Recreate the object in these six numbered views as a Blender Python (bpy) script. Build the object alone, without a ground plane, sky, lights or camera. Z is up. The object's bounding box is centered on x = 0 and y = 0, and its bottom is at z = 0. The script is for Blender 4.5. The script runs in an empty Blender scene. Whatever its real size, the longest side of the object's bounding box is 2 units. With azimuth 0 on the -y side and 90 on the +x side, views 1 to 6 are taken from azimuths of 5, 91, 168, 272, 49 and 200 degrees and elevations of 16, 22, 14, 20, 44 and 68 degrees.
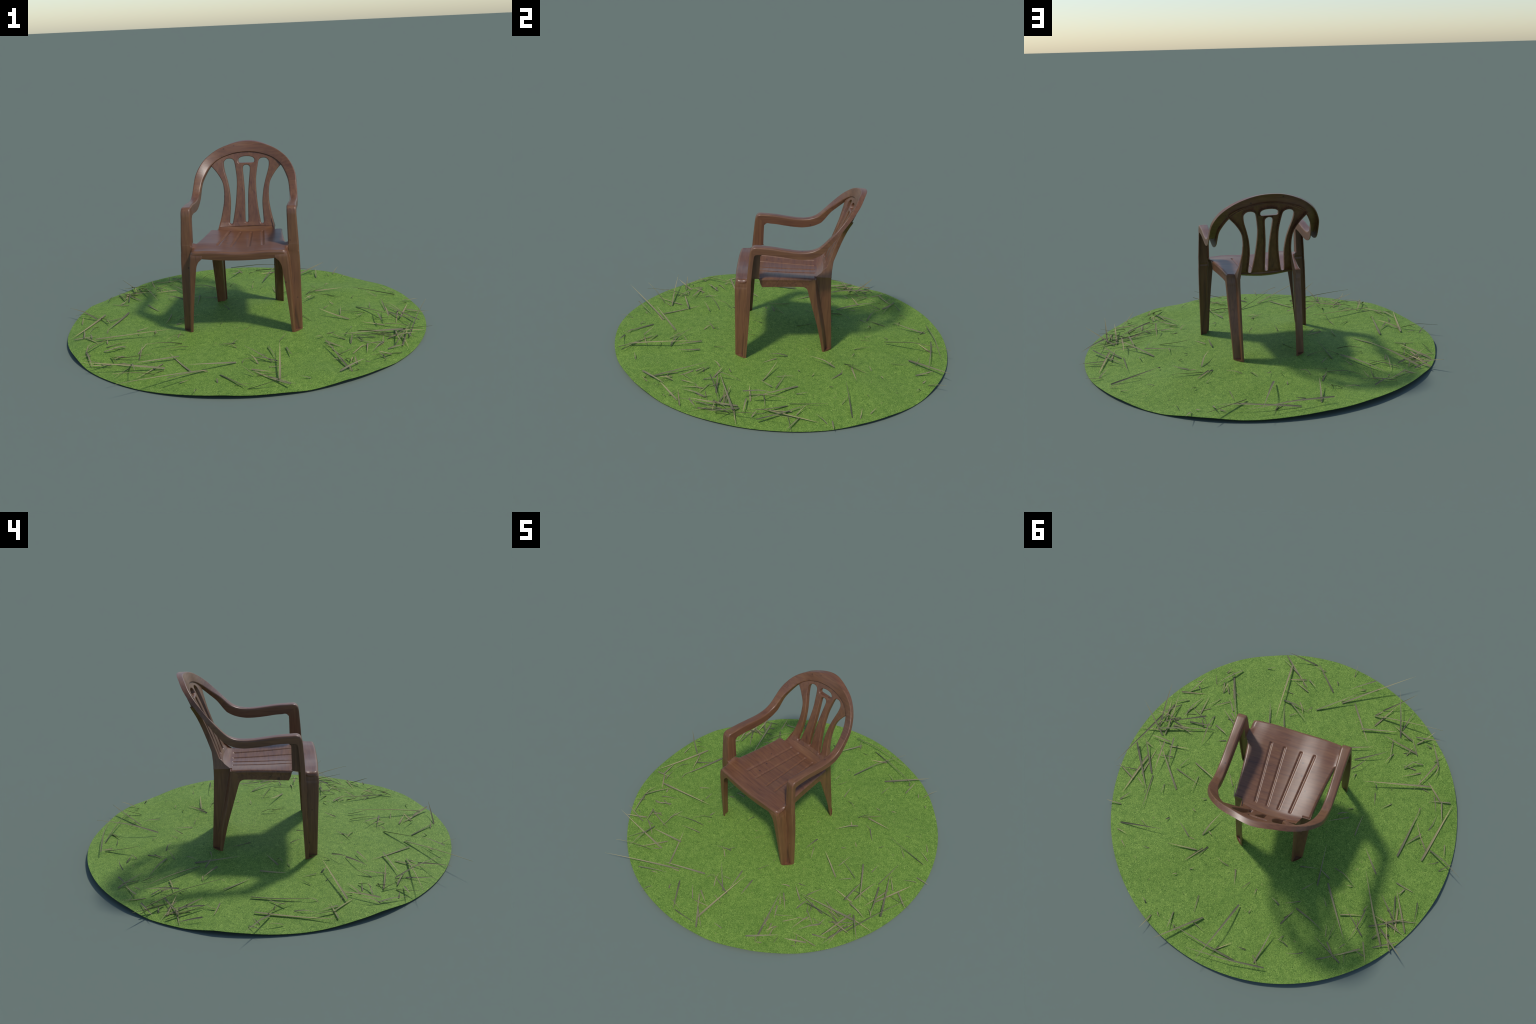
"""A brown wood-grained monobloc garden armchair standing on a round patch of
mown turf that is littered with dry grass blades.  Metres, z up."""
import bpy, math, random
import numpy as np
from mathutils import Vector

random.seed(7)
RNG = np.random.RandomState(11)
CX = 0.014                      # the chair's mirror plane
BASE = Vector((CX, 0.0, 0.03))  # chair origin: on the turf, on the mirror plane


# ------------------------------------------------------------------ helpers
def link(ob, parent=None):
    bpy.context.scene.collection.objects.link(ob)
    if parent:
        ob.parent = parent
    return ob


def mesh_object(name, verts, faces, mat, parent, smooth_angle=40, mat_index=None, origin=None):
    """Mesh in chair coordinates (mirror plane x = 0), stored relative to the chair's base."""
    off = np.array([0, 0, BASE.z]) if origin is None else np.array(origin)
    me = bpy.data.meshes.new(name)
    me.from_pydata([tuple(v) for v in (np.asarray(verts, float) - off)], [], faces)
    for m in (mat if isinstance(mat, (list, tuple)) else [mat]):
        me.materials.append(m)
    if mat_index is not None:
        me.polygons.foreach_set("material_index", mat_index)
    me.validate()
    me.update()
    ob = link(bpy.data.objects.new(name, me), parent)
    if smooth_angle:
        me.shade_smooth()
        me.set_sharp_from_angle(angle=math.radians(smooth_angle))
    return ob


def catmull(points, per):
    """Smooth curve through the given rows (any number of columns)."""
    p = np.asarray(points, float)
    p = np.vstack([2 * p[0] - p[1], p, 2 * p[-1] - p[-2]])
    out = []
    for i in range(1, len(p) - 2):
        for t in np.linspace(0, 1, per, endpoint=False):
            a, b, c, d = p[i - 1], p[i], p[i + 1], p[i + 2]
            out.append(0.5 * (2 * b + (c - a) * t + (2 * a - 5 * b + 4 * c - d) * t ** 2 + (3 * b - a - 3 * c + d) * t ** 3))
    out.append(p[-2])
    return np.array(out)


def unit(v):
    return v / (np.linalg.norm(v) + 1e-12)


def round_corners(pts, radii, seg=4):
    """Open polyline with its inner corners rounded (constant point count)."""
    out = [pts[0]]
    for i in range(1, len(pts) - 1):
        a, b, c = pts[i - 1], pts[i], pts[i + 1]
        la, lc = np.linalg.norm(a - b), np.linalg.norm(c - b)
        r = min(radii[i], la * 0.45, lc * 0.45)
        p, q = b + unit(a - b) * r, b + unit(c - b) * r
        for t in np.linspace(0, 1, seg + 1):
            out.append((1 - t) ** 2 * p + 2 * t * (1 - t) * b + t * t * q)
    out.append(pts[-1])
    return np.array(out)


def offset_chain(p, t, side):
    """Offset an open 2D chain sideways by t with mitred corners."""
    d = np.array([unit(b - a) for a, b in zip(p[:-1], p[1:])])
    n = side * np.stack([-d[:, 1], d[:, 0]], 1)
    out = [p[0] + n[0] * t]
    for i in range(1, len(p) - 1):
        m = unit(n[i - 1] + n[i])
        out.append(p[i] + m * t / max(0.3, m @ n[i]))
    out.append(p[-1] + n[-1] * t)
    return np.array(out)


def loft(rings, cap=True):
    """Closed rings of equal length -> verts, faces."""
    k = len(rings[0])
    verts = np.vstack(rings)
    faces = []
    for i in range(len(rings) - 1):
        for j in range(k):
            a, b = i * k + j, i * k + (j + 1) % k
            faces.append((a, b, b + k, a + k))
    if cap:
        h = k // 2                       # strip-wise caps: outer run j with inner run k-1-j
        for base in (0, (len(rings) - 1) * k):
            for j in range(h - 1):
                f = (base + j, base + k - 1 - j, base + k - 2 - j, base + j + 1)
                faces.append(f if base == 0 else f[::-1])
    return verts, faces


def mirror(verts, faces):
    v = np.array(verts, float) * [-1, 1, 1]
    return v, [f[::-1] for f in faces]


def thicken(verts, faces, t):
    """Give an open sheet real thickness: an inner skin t below it and a rim round every free edge."""
    v = np.asarray(verts, float)
    normal = np.zeros_like(v)
    for f in faces:
        n = np.cross(v[f[2]] - v[f[0]], v[f[-1]] - v[f[1]])
        for q in f:
            normal[q] += n
    normal /= np.linalg.norm(normal, axis=1)[:, None] + 1e-12
    k = len(v)
    free = {}
    for f in faces:
        for a, b in zip(f, f[1:] + f[:1]):
            free[(a, b)] = True
    out = [tuple(f) for f in faces] + [tuple(q + k for q in reversed(f)) for f in faces]
    out += [(b, a, a + k, b + k) for a, b in free if (b, a) not in free]
    return np.vstack([v, v - normal * t]), out


# ---------------------------------------------------------------- materials
def nodes_of(name):
    m = bpy.data.materials.new(name)
    m.use_nodes = True
    nt = m.node_tree
    return m, nt.nodes, nt.links, nt.nodes["Principled BSDF"]


def ramp(nodes, stops):
    r = nodes.new("ShaderNodeValToRGB")
    el = r.color_ramp.elements
    while len(el) > 1:
        el.remove(el[-1])
    el[0].position, el[0].color = stops[0][0], (*stops[0][1], 1)
    for p, c in stops[1:]:
        e = el.new(p)
        e.color = (*c, 1)
    return r


def noise(nodes, links, vec, scale, detail=3, rough=0.5, dist=0.0):
    n = nodes.new("ShaderNodeTexNoise")
    n.inputs["Scale"].default_value = scale
    n.inputs["Detail"].default_value = detail
    n.inputs["Roughness"].default_value = rough
    n.inputs["Distortion"].default_value = dist
    links.new(vec, n.inputs["Vector"])
    return n.outputs["Fac"]


def mix(nodes, links, fac, a, b, blend="MIX"):
    n = nodes.new("ShaderNodeMix")
    n.data_type, n.blend_type = "RGBA", blend
    for sock, val in ((n.inputs[0], fac), (n.inputs[6], a), (n.inputs[7], b)):
        if isinstance(val, (int, float)):
            sock.default_value = val
        elif isinstance(val, tuple):
            sock.default_value = (*val, 1)
        else:
            links.new(val, sock)
    return n.outputs[2]


def wood(name, axis, shift=0.0):
    """Printed wood grain on glossy plastic; the grain runs along axis."""
    m, N, L, bsdf = nodes_of(name)
    co = N.new("ShaderNodeTexCoord").outputs["Object"]
    mp = N.new("ShaderNodeMapping")
    s = [1.0, 1.0, 1.0]
    s[axis] = 0.07
    mp.inputs["Scale"].default_value = s
    mp.inputs["Location"].default_value = (shift, shift * 1.7, shift * 0.6)
    L.new(co, mp.inputs["Vector"])
    g = mp.outputs["Vector"]
    fine = ramp(N, [(0.26, WOOD_DARK), (0.5, WOOD_MID), (0.76, WOOD_LIGHT)])
    L.new(noise(N, L, g, 95, 4, 0.62, 0.4), fine.inputs["Fac"])
    broad = ramp(N, [(0.30, (0.86, 0.83, 0.90)), (0.52, (1, 1, 1)), (0.72, (1.06, 1.12, 1.0))])
    L.new(noise(N, L, g, 16, 2, 0.5, 0.8), broad.inputs["Fac"])
    col = mix(N, L, 1.0, fine.outputs["Color"], broad.outputs["Color"], "MULTIPLY")
    streak = ramp(N, [(0.71, (0, 0, 0)), (0.75, (0.6, 0.6, 0.6))])        # dark, narrow streaks
    L.new(noise(N, L, g, 38, 2, 0.45, 0.3), streak.inputs["Fac"])
    col = mix(N, L, streak.outputs["Color"], col, (0.022, 0.011, 0.010))
    crack = N.new("ShaderNodeMath")                                   # a few long hair cracks along the grain
    crack.operation = "SUBTRACT"
    L.new(noise(N, L, g, 9, 1, 0.4, 0.6), crack.inputs[0])
    crack.inputs[1].default_value = 0.56
    size = N.new("ShaderNodeMath")
    size.operation = "ABSOLUTE"
    L.new(crack.outputs[0], size.inputs[0])
    cr = ramp(N, [(0.0, (0.65, 0.65, 0.65)), (0.0055, (0, 0, 0))])
    L.new(size.outputs[0], cr.inputs["Fac"])
    some = ramp(N, [(0.54, (0, 0, 0)), (0.60, (1, 1, 1))])
    L.new(noise(N, L, co, 6, 0), some.inputs["Fac"])
    col = mix(N, L, mix(N, L, 1.0, cr.outputs["Color"], some.outputs["Color"], "MULTIPLY"), col, (0.040, 0.018, 0.014))
    knot = N.new("ShaderNodeTexVoronoi")                             # scattered small knots
    knot.inputs["Scale"].default_value = 11
    L.new(co, knot.inputs["Vector"])
    kr = ramp(N, [(0.03, (0.75, 0.75, 0.75)), (0.075, (0, 0, 0))])
    L.new(knot.outputs["Distance"], kr.inputs["Fac"])
    col = mix(N, L, kr.outputs["Color"], col, (0.028, 0.012, 0.014))
    L.new(col, bsdf.inputs["Base Color"])
    bsdf.inputs["Roughness"].default_value = 0.37
    bsdf.inputs["Specular IOR Level"].default_value = 0.52
    bump = N.new("ShaderNodeBump")
    bump.inputs["Strength"].default_value = 0.06
    bump.inputs["Distance"].default_value = 0.002
    L.new(noise(N, L, g, 170, 2), bump.inputs["Height"])
    L.new(bump.outputs["Normal"], bsdf.inputs["Normal"])
    return m


WOOD_DARK, WOOD_MID, WOOD_LIGHT = (0.102, 0.042, 0.021), (0.150, 0.063, 0.029), (0.190, 0.086, 0.038)
WOOD_X, WOOD_Y, WOOD_Z = wood("brown_wood_across", 0), wood("brown_wood_lengthwise", 1, 0.4), wood("brown_wood_upright", 2, 0.9)


def turf_material():
    m, N, L, bsdf = nodes_of("mown_turf")
    co = N.new("ShaderNodeTexCoord").outputs["Object"]
    blade = ramp(N, [(0.36, (0.034, 0.074, 0.010)), (0.465, (0.108, 0.200, 0.028)), (0.545, (0.178, 0.296, 0.045)), (0.64, (0.36, 0.47, 0.115))])
    L.new(noise(N, L, co, 118, 5, 0.78, 2.6), blade.inputs["Fac"])
    tuft = ramp(N, [(0.32, (0.80, 0.86, 0.78)), (0.60, (1.04, 1.03, 1.0))])
    L.new(noise(N, L, co, 30, 3, 0.6), tuft.inputs["Fac"])
    col = mix(N, L, 1.0, blade.outputs["Color"], tuft.outputs["Color"], "MULTIPLY")
    dry = ramp(N, [(0.70, (0, 0, 0)), (0.78, (0.6, 0.6, 0.6))])
    L.new(noise(N, L, co, 46, 2, 0.5, 0.5), dry.inputs["Fac"])
    col = mix(N, L, dry.outputs["Color"], col, (0.24, 0.23, 0.085))
    L.new(col, bsdf.inputs["Base Color"])
    bsdf.inputs["Roughness"].default_value = 0.7
    bsdf.inputs["Specular IOR Level"].default_value = 0.22
    return m


def straw_material():
    m, N, L, bsdf = nodes_of("dry_grass")
    tc = N.new("ShaderNodeTexCoord")
    sep = N.new("ShaderNodeSeparateXYZ")
    L.new(tc.outputs["Generated"], sep.inputs[0])
    along = ramp(N, [(0.0, (0.142, 0.136, 0.077)), (0.35, (0.215, 0.196, 0.108)), (1.0, (0.335, 0.292, 0.150))])
    L.new(sep.outputs["X"], along.inputs["Fac"])
    var = ramp(N, [(0.0, (0.55, 0.57, 0.58)), (0.5, (0.95, 0.95, 0.95)), (1.0, (1.30, 1.24, 1.08))])
    L.new(N.new("ShaderNodeObjectInfo").outputs["Random"], var.inputs["Fac"])
    L.new(mix(N, L, 1.0, along.outputs["Color"], var.outputs["Color"], "MULTIPLY"), bsdf.inputs["Base Color"])
    bsdf.inputs["Roughness"].default_value = 0.8
    bsdf.inputs["Specular IOR Level"].default_value = 0.35
    return m


# ------------------------------------------------------------------- chair
chair = link(bpy.data.objects.new("plastic_armchair", None))
chair.location = BASE
chair["label"] = "brown wood-grained plastic garden armchair with slatted back"
chair["category"] = "garden chair"

T = 0.0042        # wall thickness of the moulding


# Leg sections: a stepped chain P0-P1-V-P2-P3 (flange, side of the notch, notch, side, flange).
def leg(name, stations, side):
    """stations: z, then x,y of P0 P1 V P2 P3 (right-hand leg)."""
    rings = []
    for row in catmull(stations, 4):
        p = row[1:].reshape(5, 2)
        chain = round_corners(p, [0, .009, .004, .005, 0], 4)
        inner = offset_chain(chain, T, side)
        ring = np.vstack([chain, inner[::-1]])
        rings.append(np.column_stack([ring, np.full(len(ring), row[0])]))
    v, f = loft(rings)
    return v, f


def foot_plate(p1, v, p2, z):
    """Small triangular floor in the notch at the foot of a leg, with a raised front lip."""
    p1, v, p2 = (np.array(q, float) for q in (p1, v, p2))
    mid = (p1 + p2) / 2
    out = unit(mid - v)
    n = 9
    verts, faces = [], []
    rows = []
    for t in np.linspace(0, 1, n):
        a = v + (p1 - v) * t
        b = v + (p2 - v) * t
        lip = 0.004 * max(0, (t - 0.75) / 0.25) ** 2
        rows.append([(a, z + 0.006 + lip), (b, z + 0.006 + lip)])
    for (a, za), (b, zb) in rows:
        for s in np.linspace(0, 1, 5):
            q = a + (b - a) * s + out * 0.003 * math.sin(math.pi * s) * np.linalg.norm(a - v) / np.linalg.norm(p1 - v)
            verts.append((q[0], q[1], za))
    for i in range(n - 1):
        for j in range(4):
            k = i * 5 + j
            faces.append((k, k + 1, k + 6, k + 5))
    top = (n - 1) * 5
    low = len(verts)
    for j in range(5):
        verts.append((verts[top + j][0], verts[top + j][1], z))
    for j in range(4):
        faces.append((top + j, top + j + 1, low + j + 1, low + j))
    return verts, faces


def both_sides(name, v, f, mat, **kw):
    a = mesh_object(name, v, f, mat, chair, **kw)
    v2, f2 = mirror(v, f)
    b = mesh_object(name, v2, f2, mat, chair, **kw)
    return a, b


front = [
    (.028, .257, -.239, .272, -.241, .2765, -.199, .310, -.194, .310, -.178),
    (.142, .247, -.244, .267, -.245, .2715, -.198, .309, -.193, .309, -.173),
    (.270, .233, -.249, .260, -.250, .2640, -.195, .308, -.191, .308, -.168),
    (.340, .224, -.252, .256, -.253, .2595, -.193, .307, -.190, .307, -.1665),
    (.388, .2175, -.2545, .2535, -.254, .2565, -.192, .306, -.190, .306, -.166),
    (.407, .211, -.2550, .252, -.2545, .2550, -.1915, .3055, -.190, .3055, -.1655),
    (.421, .203, -.2558, .2505, -.2547, .2535, -.191, .305, -.190, .305, -.1655),
    (.431, .192, -.2565, .249, -.2545, .2510, -.1905, .3043, -.190, .3043, -.165),
    (.440, .184, -.2568, .2485, -.2540, .2495, -.190, .3037, -.190, .3037, -.165),
    (.448, .184, -.2558, .2478, -.2530, .2478, -.190, .3034, -.190, .3034, -.165),
    (.457, .184, -.2540, .2466, -.2510, .2466, -.1886, .3022, -.1886, .3022, -.1645),
]
v, f = leg("front_leg", front, +1)
for o in both_sides("front_leg", v, f, WOOD_Z):
    pv, pf = foot_plate((.2705, -.2395), (.2755, -.1975), (.309, -.1925), .030)
    if o.name != "front_leg":
        pv, pf = mirror(pv, pf)
    mesh_object("foot_plate", pv, pf, WOOD_Z, o)

rear = [
    (.028, .1400, .298, .1500, .299, .1530, .2650, .190, .259, .190, .246),
    (.130, .1405, .291, .1503, .292, .1535, .2575, .1925, .241, .1925, .2225),
    (.206, .1405, .285, .1505, .286, .1535, .2440, .1945, .2265, .1945, .203),
    (.303, .1405, .278, .1505, .279, .1535, .2220, .197, .205, .197, .1735),
    (.380, .1405, .273, .1505, .274, .1535, .2060, .1985, .192, .1985, .150),
    (.412, .1405, .271, .1508, .272, .1535, .1990, .199, .187, .199, .140),
    (.424, .1405, .270, .1510, .271, .1535, .1970, .199, .186, .199, .130),
    (.434, .1405, .2695, .1515, .2705, .1538, .1950, .1992, .185, .1992, .112),
    (.455, .1400, .269, .1530, .270, .1545, .1885, .1995, .183, .1995, .110),
    (.4755, .1395, .2685, .1560, .2695, .1560, .1845, .1990, .1832, .1990, .110),
]
v, f = leg("rear_leg", rear, -1)
for o in both_sides("rear_leg", v, f, WOOD_Z):
    pv, pf = foot_plate((.1490, .2975), (.1515, .264), (.189, .258), .030)
    if o.name != "rear_leg":
        pv, pf = mirror(pv, pf)
    mesh_object("foot_plate", pv, pf, WOOD_Z, o)


# Seat: dished top with four long grooves, rolled into skirts at the front and sides.
def sstep(a, b, x):
    t = np.clip((x - a) / (b - a), 0, 1)
    return t * t * (3 - 2 * t)


def back_front(z):
    """y of the backrest's front face on the mirror plane."""
    return np.interp(z, [.44, .49, .507, .566, .622, .677, .732, .767, .821, .852, .884], [.205, .229, .2385, .254, .2725, .294, .316, .330, .354, .3705, .386])


def back_bow(z):
    """how strongly the back wraps forward at its sides."""
    return np.interp(z, [.48, .52, .57, .62, .69, .74, .80, .90], [.9, .35, .1, .1, .38, .46, .42, .38])


def seat_top(x, y):
    ax = np.abs(x)
    z = .4665 + .0155 * (1 - .6 * sstep(-.10, -.24, y)) * (1 - np.cos(np.pi * np.minimum(ax / .205, 1))) / 2
    z = z - .0028 * np.exp(-((y - .06) / .09) ** 2) * (1 - sstep(.10, .2, ax))
    z = z + .003 * sstep(-.02, -.17, y) * sstep(.02, .12, ax) * (1 - sstep(.15, .22, ax))
    z = z + .001 * sstep(-.19, -.26, y) - .002 * sstep(.06, .17, y)
    z = z + .008 * np.clip((ax - .219) / .028, 0, 1) ** 2 * sstep(-.215, -.18, y) * sstep(-.100, -.135, y)   # rises into the arm post
    rise = np.maximum(0, y + .25 * ax ** 2 - .182)
    z = z + 9.5 * rise ** 2.05                                                              # sweeps up into the back
    for xf, xr in ((.117, .0915), (.045, .0295)):                                           # grooves fan out to the front
        t = np.clip((y + .149) / .325, 0, 1)
        gx = xf + (xr - xf) * t
        along = np.minimum(y + .152, .179 - y)
        depth = .0052 * sstep(-.004, .005, along)
        for sgn in (-1, 1):
            z = z - depth * np.exp(-np.abs((x - sgn * gx) / .0062) ** 3)
    return z


def seat_half_width(y):
    w = np.interp(y, [-.265, -.19, -.14, -.124, -.112, -.036, .02, .09, .165, .185], [.2482, .2482, .2472, .241, .2335, .2215, .2145, .206, .1995, .1985])
    return w - .020 * (1 - np.sqrt(1 - np.clip((-.232 - y) / .0315, 0, 1) ** 2))            # rounded front corners


def rolled(s, flat, r, drop):
    """Arc-length coordinate s past a flat half length -> (position, fall)."""
    over = np.maximum(0, s - (flat - r))
    a = np.minimum(over / r, np.pi / 2)
    pos = np.minimum(s, flat - r) + r * np.sin(a)
    fall = r * (1 - np.cos(a)) + np.maximum(0, over - r * np.pi / 2)
    return pos, np.minimum(fall, drop)


NX, NY, YF, YB = 231, 210, -.2605, .1826
lat = np.linspace(-1, 1, NX)
LIP, APRON = .013, 14
down = [(-1.0, a) for a in np.linspace(1, 0, APRON)][:-1]           # rows of the front skirt, bottom to lip
grid = []
for kind, q in down + [(0.0, a) for a in np.linspace(0, 1, 16)[:-1]] + [(1.0, yy) for yy in np.concatenate([np.linspace(YF + LIP, -.235, 6)[:-1], np.linspace(-.235, YB, NY)])]:
    if kind < 0:                                # skirt
        y, lip = YF, LIP
    elif kind == 0:                             # lip quarter round
        y, lip = YF + LIP * (1 - math.cos(q * math.pi / 2)), LIP * (1 - math.sin(q * math.pi / 2))
    else:
        y, lip = q, 0.0
    w = float(seat_half_width(y))
    r = float(np.interp(y, [-.2, -.185, -.12, -.1], [.020, .012, .012, .011]))
    drop = float(np.interp(y, [-.192, -.187, -.124, -.117, -.108, .15, .184], [.030, 0, 0, .03, .052, .050, .044]))
    s = np.abs(lat)
    total = w - r + r * math.pi / 2 + max(0, drop - r)
    s = np.where(s < .9, s / .9 * (w - r), (w - r) + (s - .9) / .1 * (total - w + r))
    px, fx = rolled(s, w, r, drop)
    px = px - .0016 * np.clip((fx - r * .8) / .012, 0, 1)
    x = np.sign(lat) * px
    z = seat_top(x, np.full(NX, y))
    back_roll = np.where(np.abs(x) > .1565, .011 - np.sqrt(np.maximum(0, .011 ** 2 - max(0, y - (YB - .011)) ** 2)), 0)
    z = z - fx - back_roll - lip
    yy = np.full(NX, y) + .0085 * np.clip((x / .235) ** 2, 0, 1.2) * float(sstep(-.20, -.255, y))
    if kind < 0:
        bottom = .4265 + .0085 * np.minimum(1, np.abs(x) / .187) ** 2
        z = z + (np.minimum(bottom, z) - z) * q
        yy = yy + .002 * q * q
    grid.append(np.column_stack([x, yy, z]))
verts = np.vstack(grid)
faces = []
for i in range(len(grid) - 1):
    for j in range(NX - 1):
        a = i * NX + j
        faces.append((a, a + 1, a + NX + 1, a + NX))
seat = mesh_object("seat", *thicken(verts, faces, .0035), WOOD_X, chair, smooth_angle=50)

# tongue of the seat that sweeps up between the rear legs into the backrest
tx = np.linspace(-1, 1, 61)
rows = []
for k in np.linspace(0, 1, 25):
    hw = np.interp(k, [0, .3, 1], [.1585, .1555, .150])
    x = tx * hw
    end = back_front(.490) + .006 - back_bow(.490) * x ** 2
    y = .1815 + (end - .1815) * k
    rows.append(np.column_stack([x, y, seat_top(x, y)]))
tongue = np.vstack(rows)
tf = [(i * 61 + j, i * 61 + j + 1, i * 61 + j + 62, i * 61 + j + 61) for i in range(24) for j in range(60)]
mesh_object("seat_back_sweep", *thicken(tongue, tf, .0045), WOOD_X, seat, smooth_angle=50)


# Backrest: one bowed sheet with splat openings, bounded by smooth outlines.
def closed(half, per=10):
    """Right-hand half outline (top to bottom on the mirror plane) -> closed smooth loop."""
    h = np.array(half, float)
    full = np.vstack([h, (h * [-1, 1])[::-1][1:-1] if abs(h[0, 0]) < 1e-6 and abs(h[-1, 0]) < 1e-6 else (h * [-1, 1])[::-1]])
    return loop(full, per)


def loop(p, per=8):
    p = np.asarray(p, float)
    q = np.vstack([p[-1:], p, p[:2]])
    out = []
    for i in range(1, len(q) - 2):
        a, b, c, d = q[i - 1], q[i], q[i + 1], q[i + 2]
        for t in np.linspace(0, 1, per, endpoint=False):
            out.append(0.5 * (2 * b + (c - a) * t + (2 * a - 5 * b + 4 * c - d) * t ** 2 + (3 * b - a - 3 * c + d) * t ** 3))
    return np.array(out)


side_edge = catmull([(.1575, .468), (.1520, .490), (.1440, .522), (.134, .568), (.1255, .620), (.1262, .680), (.1365, .726), (.1675, .775), (.204, .815)], 10)
top_edge = catmull([(.204, .815), (.178, .838), (.137, .858), (.10, .868), (.06, .878), (0, .884)], 8)
right = np.vstack([side_edge, top_edge[1:]])
outline = np.vstack([right, (right * [-1, 1])[::-1][1:]])
splat_gap = loop([(.0665, .820), (.073, .834), (.084, .841), (.097, .843), (.110, .841), (.120, .834), (.1272, .820), (.1232, .785), (.1070, .730),
                  (.0955, .680), (.0892, .620), (.0905, .570), (.0948, .508), (.0920, .4995), (.0865, .4965), (.0805, .4995), (.0768, .508), (.0630, .588),
                  (.0555, .662), (.0535, .726), (.0585, .775)])
middle_gap = closed([(0, .8075), (.0125, .8040), (.0200, .789), (.0152, .730), (.0105, .672), (.0090, .620), (.0082, .516), (.0055, .506), (0, .5030)])
oval_gap = closed([(0, .8525), (.0200, .8510), (.0345, .8465), (.0430, .8395), (.0452, .8320), (.0440, .8240), (.0400, .8190), (.0310, .8178), (0, .8178)])


def signed_distance(P, poly):
    """Positive inside the polygon."""
    a, b = poly, np.roll(poly, -1, 0)
    best = np.full(len(P), 1e9)
    inside = np.zeros(len(P), bool)
    for (ax, az), (bx, bz) in zip(a, b):
        dx, dz = bx - ax, bz - az
        t = np.clip(((P[:, 0] - ax) * dx + (P[:, 1] - az) * dz) / (dx * dx + dz * dz + 1e-18), 0, 1)
        best = np.minimum(best, (P[:, 0] - ax - t * dx) ** 2 + (P[:, 1] - az - t * dz) ** 2)
        if az != bz:
            c = ((az > P[:, 1]) != (bz > P[:, 1])) & (P[:, 0] < (bx - ax) * (P[:, 1] - az) / (bz - az) + ax)
            inside ^= c
    return np.where(inside, 1, -1) * np.sqrt(best)


tall = np.vstack([side_edge, [(.45, 1.2)], [(-.45, 1.2)], (side_edge * [-1, 1])[::-1], [(-.12, .3)], [(.12, .3)]])   # sides only: no lip under the rail


def sheet_distance(P, foot=True, border=None):
    d = signed_distance(P, outline if border is None else border)
    for hole in (splat_gap, splat_gap * [-1, 1], middle_gap, oval_gap):
        d = np.minimum(d, -signed_distance(P, hole))
    return np.minimum(d, P[:, 1] - .4865) if foot else d


gx, gz = np.linspace(-.21, .21, 263), np.linspace(.482, .888, 255)
GX, GZ = np.meshgrid(gx, gz)
P = np.column_stack([GX.ravel(), GZ.ravel()])
D = sheet_distance(P)
nx = len(gx)
used, pts, dist = {}, [], []


def vert(key, p, d):
    if key not in used:
        used[key] = len(pts)
        pts.append(p)
        dist.append(d)
    return used[key]


cells = []
for i in range(len(gz) - 1):
    for j in range(nx - 1):
        ids = (i * nx + j, i * nx + j + 1, (i + 1) * nx + j + 1, (i + 1) * nx + j)
        dd = [D[k] for k in ids]
        if max(dd) <= 0:
            continue
        ring = []
        for k in range(4):
            a, b = ids[k], ids[(k + 1) % 4]
            if D[a] > 0:
                ring.append(vert((a,), P[a], D[a]))
            if (D[a] > 0) != (D[b] > 0):
                t = D[a] / (D[a] - D[b])
                lo, hi = min(a, b), max(a, b)
                ring.append(vert((lo, hi), P[a] + (P[b] - P[a]) * t, 0.0))
        if len(ring) > 2:
            cells.append(tuple(ring))
pts, dist = np.array(pts), np.array(dist)
n = len(pts)
RB = .0055
wall_in = (1 - sstep(.0040, .0062, sheet_distance(pts, False, tall))) * sstep(.486, .4975, pts[:, 1])                  # open-backed shell: thin face, deep lips round every edge
depth = .0048 + (np.interp(pts[:, 1], [.4865, .56, .70, .80, .87], [.020, .024, .025, .025, .021]) - .0048) * wall_in + .004 * (1 - sstep(.4866, .492, pts[:, 1]))
edge = np.clip(RB - sheet_distance(pts, False), 0, RB)      # rounded towards every opening, not at the seat
soft = RB - np.sqrt(np.maximum(0, RB ** 2 - edge ** 2))
face_y = back_front(pts[:, 1]) - back_bow(pts[:, 1]) * pts[:, 0] ** 2
frontv = np.column_stack([pts[:, 0], face_y + soft, pts[:, 1]])
backv = np.column_stack([pts[:, 0], face_y + depth, pts[:, 1]])
faces = list(cells) + [tuple(n + k for k in c[::-1]) for c in cells]
count = {}
for c in cells:
    for a, b in zip(c, c[1:] + c[:1]):
        count[(a, b)] = 1
for (a, b) in list(count):
    if (b, a) not in count:
        faces.append((b, a, n + a, n + b))
mesh_object("backrest", np.vstack([frontv, backv]), faces, WOOD_Z, chair, smooth_angle=50)

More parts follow.
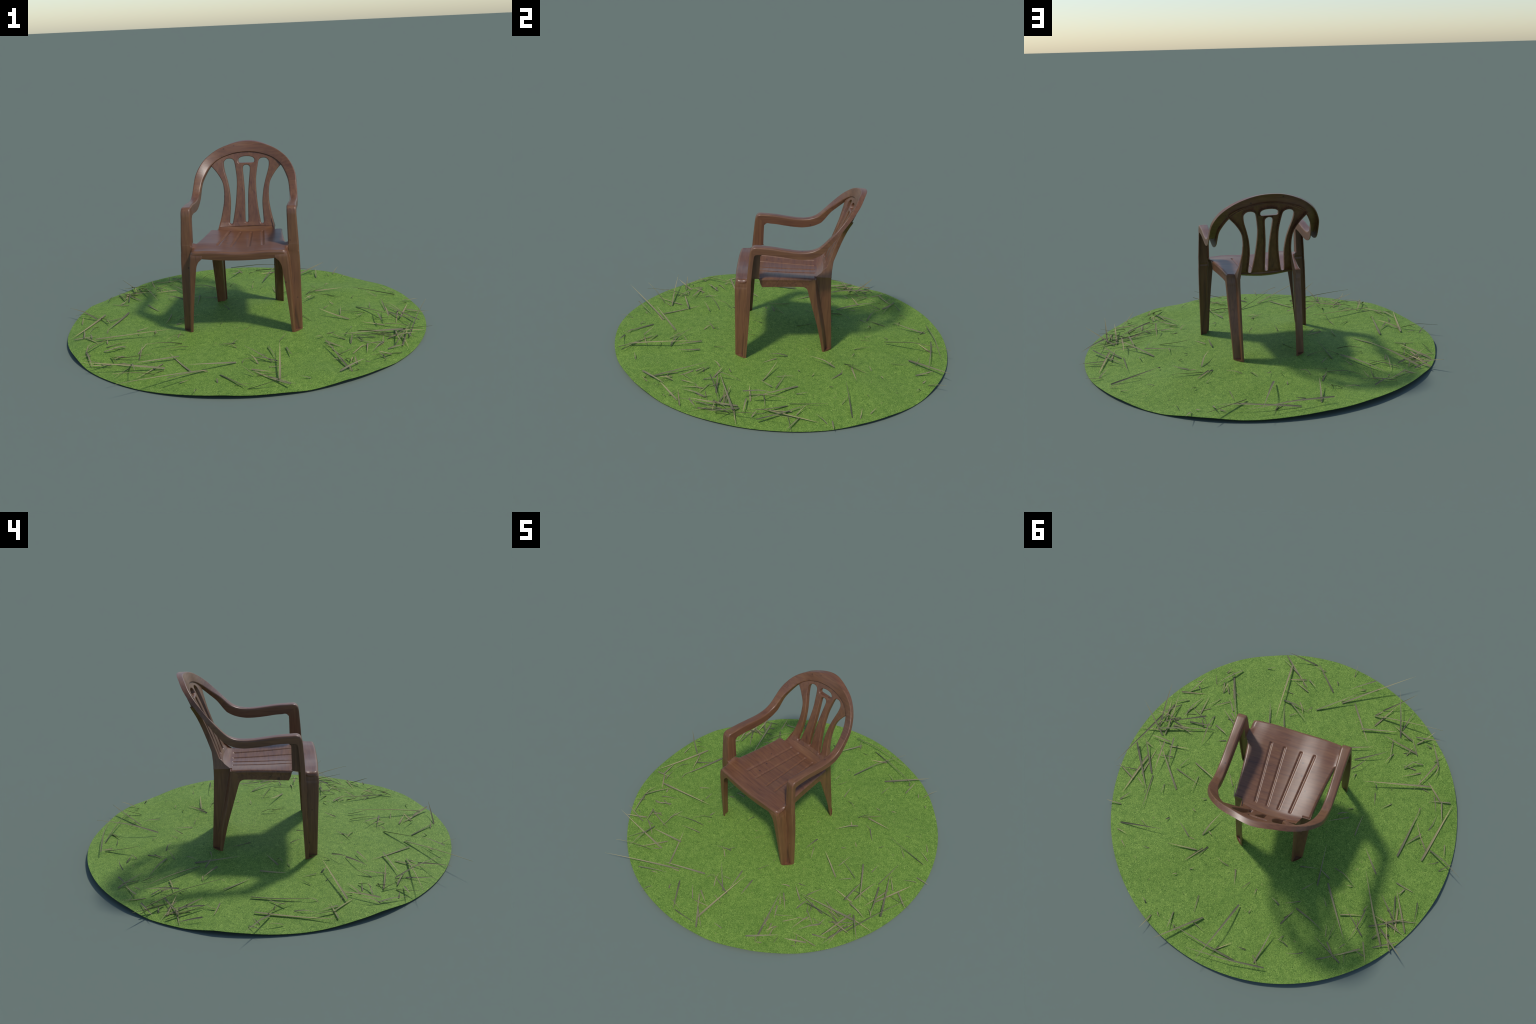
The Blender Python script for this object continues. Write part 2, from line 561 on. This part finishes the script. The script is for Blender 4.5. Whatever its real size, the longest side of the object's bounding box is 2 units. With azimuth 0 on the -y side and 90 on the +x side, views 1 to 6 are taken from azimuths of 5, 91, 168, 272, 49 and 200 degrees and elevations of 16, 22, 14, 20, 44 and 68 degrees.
# Side flanges: each rear leg carries on upwards as a strip along the edge of the back.
fl = []
for x, z in side_edge:
    if z > .655 or z < .474:
        continue
    y0 = back_front(z) - back_bow(z) * x * x + .0045
    yb = np.interp(z, [.470, .49, .511, .557, .614, .66, .80], [.2685, .2685, .2690, .2735, .2870, .30, .35])
    yb = y0 + .0178 if z > .62 else max(yb, y0 + .0178)
    y0 = np.interp(z, [.470, .482, .50, .53], [.181, .192, .214, y0]) if z < .53 else y0
    inn = np.interp(z, [.47, .52, .60], [.0185, .014, .005])
    fl.append((x, y0, yb, z, inn))
rings = []
for x, y0, yb, z, inn in fl:
    chain = round_corners(np.array([(x - inn + .0005, yb + .0008), (x + .0008, yb + .0008), (x + .0008, y0)]), [0, .003, 0], 3)
    ring = np.vstack([chain, offset_chain(chain, T, -1)[::-1]])
    rings.append(np.column_stack([ring, np.full(len(ring), z)]))
v, f = loft(rings)
both_sides("back_flange", v, f, WOOD_Z)


# Arms and top rail: one inverted channel swept from post to post.
# outer edge x y z | inner edge x y z | outer wall (y z) | inner wall (y z)
half = [
    (.3022, -.1886, .438, .2480, -.1886, .438, .024, 0, .008, 0),
    (.3033, -.1901, .450, .2474, -.1901, .450, .024, 0, .008, 0),
    (.3026, -.1896, .483, .2474, -.1896, .483, .024, 0, .010, 0),
    (.3023, -.1893, .4905, .2474, -.1893, .4905, .024, 0, .0652, 0),
    (.3020, -.1885, .500, .2474, -.1885, .500, .024, 0, .0645, 0),
    (.2985, -.185, .560, .2464, -.185, .560, .0235, 0, .0610, 0),
    (.2955, -.181, .615, .2455, -.181, .615, .0240, 0, .0580, 0),
    (.2945, -.178, .648, .2450, -.178, .648, .0225, -.022, .0590, -.028),
    (.2940, -.171, .669, .2448, -.171, .669, .0200, -.033, .0580, -.041),
    (.2935, -.154, .6805, .2446, -.154, .6805, .0140, -.040, .0520, -.0495),
    (.2930, -.120, .6805, .2450, -.120, .6805, .0060, -.038, .0350, -.0515),
    (.2920, -.060, .678, .2470, -.060, .678, .0000, -.037, .0100, -.0515),
    (.2918, .000, .6715, .2480, .000, .6715, .0000, -.037, .0000, -.0515),
    (.2916, .060, .6655, .2488, .060, .6655, .0010, -.038, .0010, -.0510),
    (.2912, .110, .6655, .2488, .110, .6655, .0040, -.039, .0050, -.0500),
    (.2900, .153, .6745, .2475, .156, .6735, .0130, -.036, .0150, -.0440),
    (.2875, .190, .6960, .2445, .195, .6920, .0205, -.029, .0230, -.034),
    (.2855, .216, .7220, .2415, .219, .7170, .0210, -.021, .0230, -.023),
    (.2825, .243, .7515, .2375, .242, .7420, .0205, -.0175, .0210, -.019),
    (.2770, .268, .7790, .2285, .268, .7620, .0185, -.0150, .0185, -.015),
    (.2570, .3005, .8190, .2100, .303, .7945, .0195, -.0130, .0170, -.011),
    (.2270, .333, .8560, .1900, .3275, .8190, .0220, -.0105, .0165, -.008),
    (.1750, .3640, .8910, .1520, .352, .8450, .0260, -.0060, .0130, -.005),
    (.1370, .3763, .9070, .1200, .362, .8570, .0290, -.0034, .0125, -.004),
    (.0990, .3870, .9190, .0870, .3695, .8670, .0296, -.0006, .0120, -.003),
    (.0530, .4000, .9296, .0470, .3745, .8755, .0300, .0014, .0120, -.0025),
    (0, .4085, .9332, 0, .3765, .8785, .0305, .0022, .0120, -.0025),
]
half = np.array(half, float)
other = half[::-1][1:].copy()
other[:, [0, 3]] *= -1
PER = 6
path = catmull(np.vstack([half, other]), PER)
rise_on = 16 * PER                                  # even out the rail's curve between the two bends
for _ in range(16):
    seg_ = path[rise_on - 1:len(path) - rise_on + 1]
    path[rise_on:len(path) - rise_on] = .25 * seg_[:-2] + .5 * seg_[1:-1] + .25 * seg_[2:]
rings = []
for n_row, row in enumerate(path):
    soft_edge = np.interp(abs(n_row - (len(path) - 1) / 2), [4 * PER, 12 * PER], [.0060, .0098])
    O, I = row[0:3], row[3:6]
    wo, wi = np.array([0, row[6], row[7]]), np.array([0, row[8], row[9]])
    e = unit(O - I)
    outer = round_corners(np.array([I + wi, I, O, O + wo]), [0, soft_edge, soft_edge, 0], 6)
    inner = round_corners(np.array([I + wi + e * T, I + e * T + unit(wi) * T, O - e * T + unit(wo) * T, O + wo - e * T]), [0, soft_edge * .6, soft_edge * .6, 0], 6)
    rings.append(np.vstack([outer, inner[::-1]]))
v, f = loft(rings)
k = len(rings[0])
whole = bpy.data.meshes.new("sweep")
whole.from_pydata([tuple(p) for p in v], [], f)
whole.shade_smooth()
whole.set_sharp_from_angle(angle=math.radians(45))
corner = np.array([cn.vector[:] for cn in whole.corner_normals])      # normals of the undivided sweep
starts = [p.loop_start for p in whole.polygons]
ncap = 2 * (k // 2 - 1)
last = len(rings) - 2
cut_a, cut_b = 17 * PER, last + 1 - 17 * PER      # arms end where the rail begins to rise
post_a = 8 * PER
parts = {"armrest": [], "top_rail": [], "armrest_left": []}
for idx, face in enumerate(f):
    seg = idx // k if idx < k * (last + 1) else (0 if idx < k * (last + 1) + ncap // 2 else last)
    key = "armrest" if seg < cut_a else ("armrest_left" if seg >= cut_b else "top_rail")
    parts[key].append((face, seg, idx))
for key, items in parts.items():
    ids = sorted({q for face, _, _ in items for q in face})
    where = {q: n_ for n_, q in enumerate(ids)}
    fs = [tuple(where[q] for q in face) for face, _, _ in items]
    if key == "top_rail":
        mats, mi = [WOOD_X], None
    else:
        mats = [WOOD_Y, WOOD_Z]
        mi = [1 if (seg < post_a or seg > last - post_a) else 0 for _, seg, _ in items]
    ob = mesh_object(key.replace("_left", ""), v[ids], fs, mats, chair, smooth_angle=0, mat_index=mi)
    ob.data.shade_smooth()
    ob.data.normals_split_custom_set([tuple(corner[starts[i_] + c]) for face, _, i_ in items for c in range(len(face))])
bpy.data.meshes.remove(whole)


# -------------------------------------------------------------------- lawn
lawn = link(bpy.data.objects.new("lawn_patch", None))
lawn.location = (0.0128, 0.0097, 0)
lawn["label"] = "round patch of mown green turf littered with dry grass blades"
lawn["category"] = "grass lawn"
LAWN_R = 0.961
RIM_WAVE = [(-180, 10), (-171, 4), (-165, 5), (-157, 10), (-148, 11), (-139, 3), (-129, 5), (-115, 4), (-108, 8), (-101, 13), (-91, 19), (-85, 14),
            (-78, 10), (-68, 7), (-57, 19), (-46, 16), (-38, 5), (-27, 4), (-17, 8), (-6, 7), (8, 5), (16, 4), (25, 12), (36, 13), (45, 4), (51, 4),
            (59, 19), (66, 20), (74, 13), (80, 14), (90, 20), (97, 24), (104, 24), (112, 27), (126, 25), (138, 22), (146, 7), (158, 7), (166, 20),
            (174, 16), (180, 10)]                      # how the rim of the turf lifts and dips: bearing in degrees, height in mm


HUMPS = [(-.40, .60, .16, -.015), (-.45, -.10, .15, -.013), (.40, .68, .14, -.016), (.14, .74, .14, -.015), (-.66, .36, .13, -.008),
         (.34, -.54, .17, -.011), (-.22, -.45, .12, -.008), (-.76, -.36, .17, .011), (.0, -.62, .12, -.006), (.52, .40, .13, .012),
         (.63, .04, .14, .014), (-.84, -.58, .13, .010), (.09, .19, .10, .007), (.16, .40, .12, -.010), (.46, .16, .09, -.002),
         (-.22, .09, .12, .006), (-.21, -.23, .10, .009), (.54, -.62, .10, -.009), (-.70, .53, .12, -.005), (-.20, .78, .10, -.005),
         (-.56, -.56, .11, -.008), (.12, -.79, .12, .006), (-.12, .36, .09, .004), (.23, -.88, .10, .007), (.40, -.71, .10, .006),
         (-.82, -.15, .10, .005), (.84, -.15, .10, -.004), (.0, .05, .24, .002), (-.52, .21, .10, -.003)]      # low swells and hollows: x, y, size, rise


def turf_height(x, y):
    r = math.hypot(x, y) / LAWN_R
    edge_z = np.interp(math.degrees(math.atan2(y, x)), *zip(*RIM_WAVE)) / 1000
    k = min(1, max(0, (r - .35) / .65))
    z = .0325 - .0205 * k ** 1.6 + (edge_z - .012) * k ** 4
    for hx, hy, size, rise in HUMPS:
        z += rise * math.exp(-((x - hx) ** 2 + (y - hy) ** 2) / size ** 2)
    return max(z, .0035)


NA, NR = 256, 48
tv, tf = [(0, 0, turf_height(0, 0))], []
for j in range(1, NR + 1):
    for i in range(NA):
        a = math.tau * i / NA
        r = LAWN_R * j / NR
        x, y = r * math.cos(a), r * math.sin(a)
        tv.append((x, y, turf_height(x, y)))
for i in range(NA):
    tf.append((0, 1 + i, 1 + (i + 1) % NA))
    for j in range(NR - 1):
        a, b = 1 + j * NA + i, 1 + j * NA + (i + 1) % NA
        tf.append((a, a + NA, b + NA, b))
mesh_object("turf", *thicken(tv, tf, .0018), turf_material(), lawn, origin=(0, 0, 0))


# Dry blades: long, folded, tapering; six shapes shared by all of them.
def blade_mesh(name, bend, kink, taper):
    seg, verts, faces = 10, [], []
    for i in range(seg + 1):
        t = i / seg
        wd = .5 * (1 - t ** taper) * (1 - .25 * (1 - min(1, t / .08))) + .02
        z = bend * 4 * t * (1 - t) + (kink * (min(t, .45) / .45 - max(0, t - .45) / .55))
        fold = .35 * wd
        verts += [(t, -wd, z * 10), (t, 0, z * 10 - fold), (t, wd, z * 10), (t, 0, z * 10 - fold - .12)]
    for i in range(seg):
        for j in range(4):
            a, b = i * 4 + j, i * 4 + (j + 1) % 4
            faces.append((a, b, b + 4, a + 4))
    faces += [(3, 2, 1, 0), tuple(seg * 4 + q for q in range(4))]
    me = bpy.data.meshes.new(name)
    me.from_pydata(verts, [], faces)
    me.materials.append(STRAW)
    me.shade_smooth()
    me.set_sharp_from_angle(angle=math.radians(30))
    return me


STRAW = straw_material()
SHAPES = [blade_mesh("dry_grass_blade", b, k_, t_) for b, k_, t_ in ((.0, 0, 1.6), (.05, 0, 1.3), (-.05, 0, 2.2), (.09, 0, 1.8), (.03, .14, 1.5), (.0, .0, 3.0))]


def add_blade(x, y, heading, length, h0, h1, width):
    """Wide end at x, y (patch coordinates are world ones), heading in degrees, end heights above the turf."""
    lx, ly = x - lawn.location.x, y - lawn.location.y
    ex, ey = lx + length * math.cos(math.radians(heading)), ly + length * math.sin(math.radians(heading))
    z0, z1 = turf_height(lx, ly) + h0, turf_height(ex, ey) + h1
    ob = bpy.data.objects.new("dry_grass_blade", random.choice(SHAPES))
    link(ob, lawn)
    ob.location = (lx, ly, z0)
    ob.rotation_euler = (random.uniform(-.7, .7), -math.atan2(z1 - z0, length), math.radians(heading))
    ob.scale = (math.hypot(length, z1 - z0), width, width * 1.0)
    return ob


# the long blades, each laid where it lies: x, y, heading, length, height of wide end and of tip in cm
LAID = [
(-0.11, -0.70, -143, 0.43, 0.5, 9), (-0.17, 0.88, 4, 0.40, 3, 4), (-0.71, 0.58, -62, 0.40, 1, 4), (-0.01, 0.89, -11, 0.39, 0.5, 4),
(0.86, -0.30, 72, 0.38, 1, 10), (0.24, -0.84, 93, 0.38, 2, 5), (-0.73, -0.35, 14, 0.38, 2, 4), (-0.31, -0.68, -178, 0.38, 1, 7),
(-0.79, 0.07, -103, 0.37, 1, 2), (0.06, 0.61, 71, 0.36, 2, 7), (0.85, -0.21, -164, 0.35, 2, 2), (0.61, 0.11, -51, 0.32, 0.5, 7),
(0.55, -0.67, 112, 0.31, 0.5, 4), (-0.35, 0.35, 123, 0.31, 1, 1), (0.93, -0.09, 122, 0.31, 3, 2), (-0.66, 0.09, -99, 0.29, 1, 2),
(0.22, 0.73, 43, 0.27, 1, 5), (-0.18, -0.72, 123, 0.26, 1, 1), (0.84, -0.04, 77, 0.26, 2, 1), (0.02, -0.61, -144, 0.25, 0.5, 7),
(0.80, -0.19, -89, 0.25, 1, 6), (0.84, 0.38, -175, 0.25, 0.5, 5), (-0.49, -0.60, -72, 0.25, 0.5, 12), (0.29, -0.89, 138, 0.24, 3, 1),
(0.85, -0.23, -88, 0.24, 0.5, 12), (-0.30, 0.38, -85, 0.23, 0.5, 2), (-0.81, 0.47, -63, 0.22, 1, 2), (0.78, 0.06, -60, 0.22, 0.5, 6),
(-0.73, -0.50, 66, 0.21, 3, 1), (-0.04, -0.75, -48, 0.21, 0.5, 2), (-0.60, -0.53, -10, 0.21, 1, 4), (0.81, -0.18, -43, 0.21, 0.5, 12),
(-0.26, -0.57, -166, 0.21, 2, 2), (0.60, -0.35, 19, 0.21, 6, 1), (-0.82, 0.00, 150, 0.20, 1, 5), (-0.62, 0.50, -150, 0.20, 1, 1),
(-0.35, -0.73, -141, 0.20, 0.5, 9), (-0.28, -0.38, -151, 0.19, 0.5, 5), (-0.71, 0.30, 99, 0.19, 1, 2), (-0.33, -0.62, -119, 0.19, 0.5, 2),
(-0.11, 0.87, -102, 0.19, 0.5, 5), (-0.23, 0.53, 158, 0.19, 0.5, 1), (-0.53, 0.73, -29, 0.19, 1, 1), (0.73, -0.17, 100, 0.19, 5, 1),
(0.51, -0.72, 49, 0.18, 1, 2), (-0.68, 0.49, 139, 0.18, 1, 6), (0.77, -0.13, 92, 0.18, 6, 4), (-0.58, 0.43, 77, 0.18, 3, 1),
(-0.26, -0.88, 36, 0.17, 6, 4), (-0.80, 0.01, -57, 0.17, 1, 2), (-0.60, 0.56, -43, 0.17, 1, 1), (-0.76, 0.59, -68, 0.17, 1, 3),
(0.22, -0.61, 169, 0.17, 1, 1), (0.82, -0.39, 77, 0.16, 0.5, 3), (0.38, 0.40, 6, 0.16, 1, 2), (-0.74, -0.49, -65, 0.16, 1, 1),
(0.16, -0.44, -72, 0.16, 1, 1), (-0.58, 0.22, -52, 0.16, 1, 1), (-0.36, 0.26, 153, 0.15, 1, 3), (0.38, 0.31, -113, 0.15, 0.5, 4),
(0.81, -0.48, -169, 0.15, 1, 0.5), (-0.67, 0.60, -150, 0.14, 1, 3), (-0.61, 0.63, 32, 0.14, 2, 1), (-0.74, 0.36, 98, 0.14, 1, 1),
(0.73, -0.36, -116, 0.14, 0.5, 1), (0.81, -0.21, 9, 0.14, 1, 1), (-0.73, 0.42, -49, 0.14, 1, 1), (-0.56, -0.60, -25, 0.14, 1, 1),
(-0.49, -0.65, -105, 0.13, 0.5, 3), (-0.24, -0.44, -160, 0.13, 2, 2), (0.76, -0.30, -3, 0.13, 0.5, 5), (-0.41, 0.05, -95, 0.13, 1, 1),
(-0.46, 0.49, -164, 0.13, 1, 1), (0.25, -0.44, -73, 0.13, 1, 3), (-0.41, 0.75, -147, 0.13, 1, 1), (-0.80, -0.29, -44, 0.13, 1, 1),
(0.76, -0.50, -127, 0.12, 0.5, 7), (0.87, 0.12, -29, 0.12, 1, 2), (0.57, -0.31, 88, 0.12, 6, 1), (0.44, -0.37, -39, 0.12, 1, 1),
(0.75, -0.15, -5, 0.12, 2, 2), (-0.86, -0.30, 14, 0.12, 1, 1), (-0.61, -0.52, -60, 0.12, 1, 3), (-0.81, -0.29, 106, 0.12, 1, 1),
(-0.28, -0.31, -127, 0.12, 2, 4), (-0.59, -0.59, -131, 0.12, 0.5, 5), (-0.35, -0.04, 30, 0.12, 1, 1), (0.35, 0.38, 53, 0.12, 1, 1),
(0.65, -0.38, -94, 0.12, 0.5, 1), (-0.83, 0.30, 95, 0.12, 2, 1), (0.29, 0.05, -86, 0.11, 1, 2), (-0.75, -0.07, 51, 0.11, 2, 1)]
for x, y, heading, length, h0, h1 in LAID:
    if math.hypot(x + length * math.cos(math.radians(heading)), y + length * math.sin(math.radians(heading))) > .93:
        length *= 1.05          # those that stick out over the rim
    add_blade(x, y, heading, length, h0 / 105, min(h1, 10) / 115, .0064 + .013 * min(length, .35) * random.uniform(.7, 1.25))

add_blade(.86, .06, 7, .142, .004, .02, .006)

# the short litter: thick round the rim, thin under the chair, heaped in three places
heaps = [(.62, -.55), (-.70, -.52), (-.62, .62)]
for hx, hy, blades in ((.80, -.30, 15), (.70, -.08, 6), (-.64, -.52, 7), (-.72, .45, 9), (.10, -.76, 6)):      # tangles of longer stalks
    for _ in range(blades):
        ln = random.uniform(.07, .20)
        hd = random.uniform(0, 360)
        x, y = random.gauss(hx, .07), random.gauss(hy, .07)
        if math.hypot(x + ln * math.cos(math.radians(hd)), y + ln * math.sin(math.radians(hd))) < .97 and math.hypot(x, y) < .92:
            add_blade(x, y, hd, ln, random.uniform(.002, .012), random.uniform(.005, .02 + .45 * ln * random.random()), random.uniform(.005, .0082))
made = 0
while made < 135:
    if random.random() < .2:
        hx, hy = random.choice(heaps)
        x, y = random.gauss(hx, .13), random.gauss(hy, .13)
    else:
        a, r = random.uniform(0, math.tau), LAWN_R * math.sqrt(random.random())
        x, y = r * math.cos(a), r * math.sin(a)
    rr = math.hypot(x, y)
    if rr > .93 or random.random() > .45 + .55 * (rr / LAWN_R) ** 2:
        continue
    ln = random.uniform(.025, .11)
    add_blade(x + .013, y + .008, random.uniform(0, 360), ln, random.uniform(.001, .008), random.uniform(.002, .02 + .1 * ln), random.uniform(.004, .0085))
    made += 1
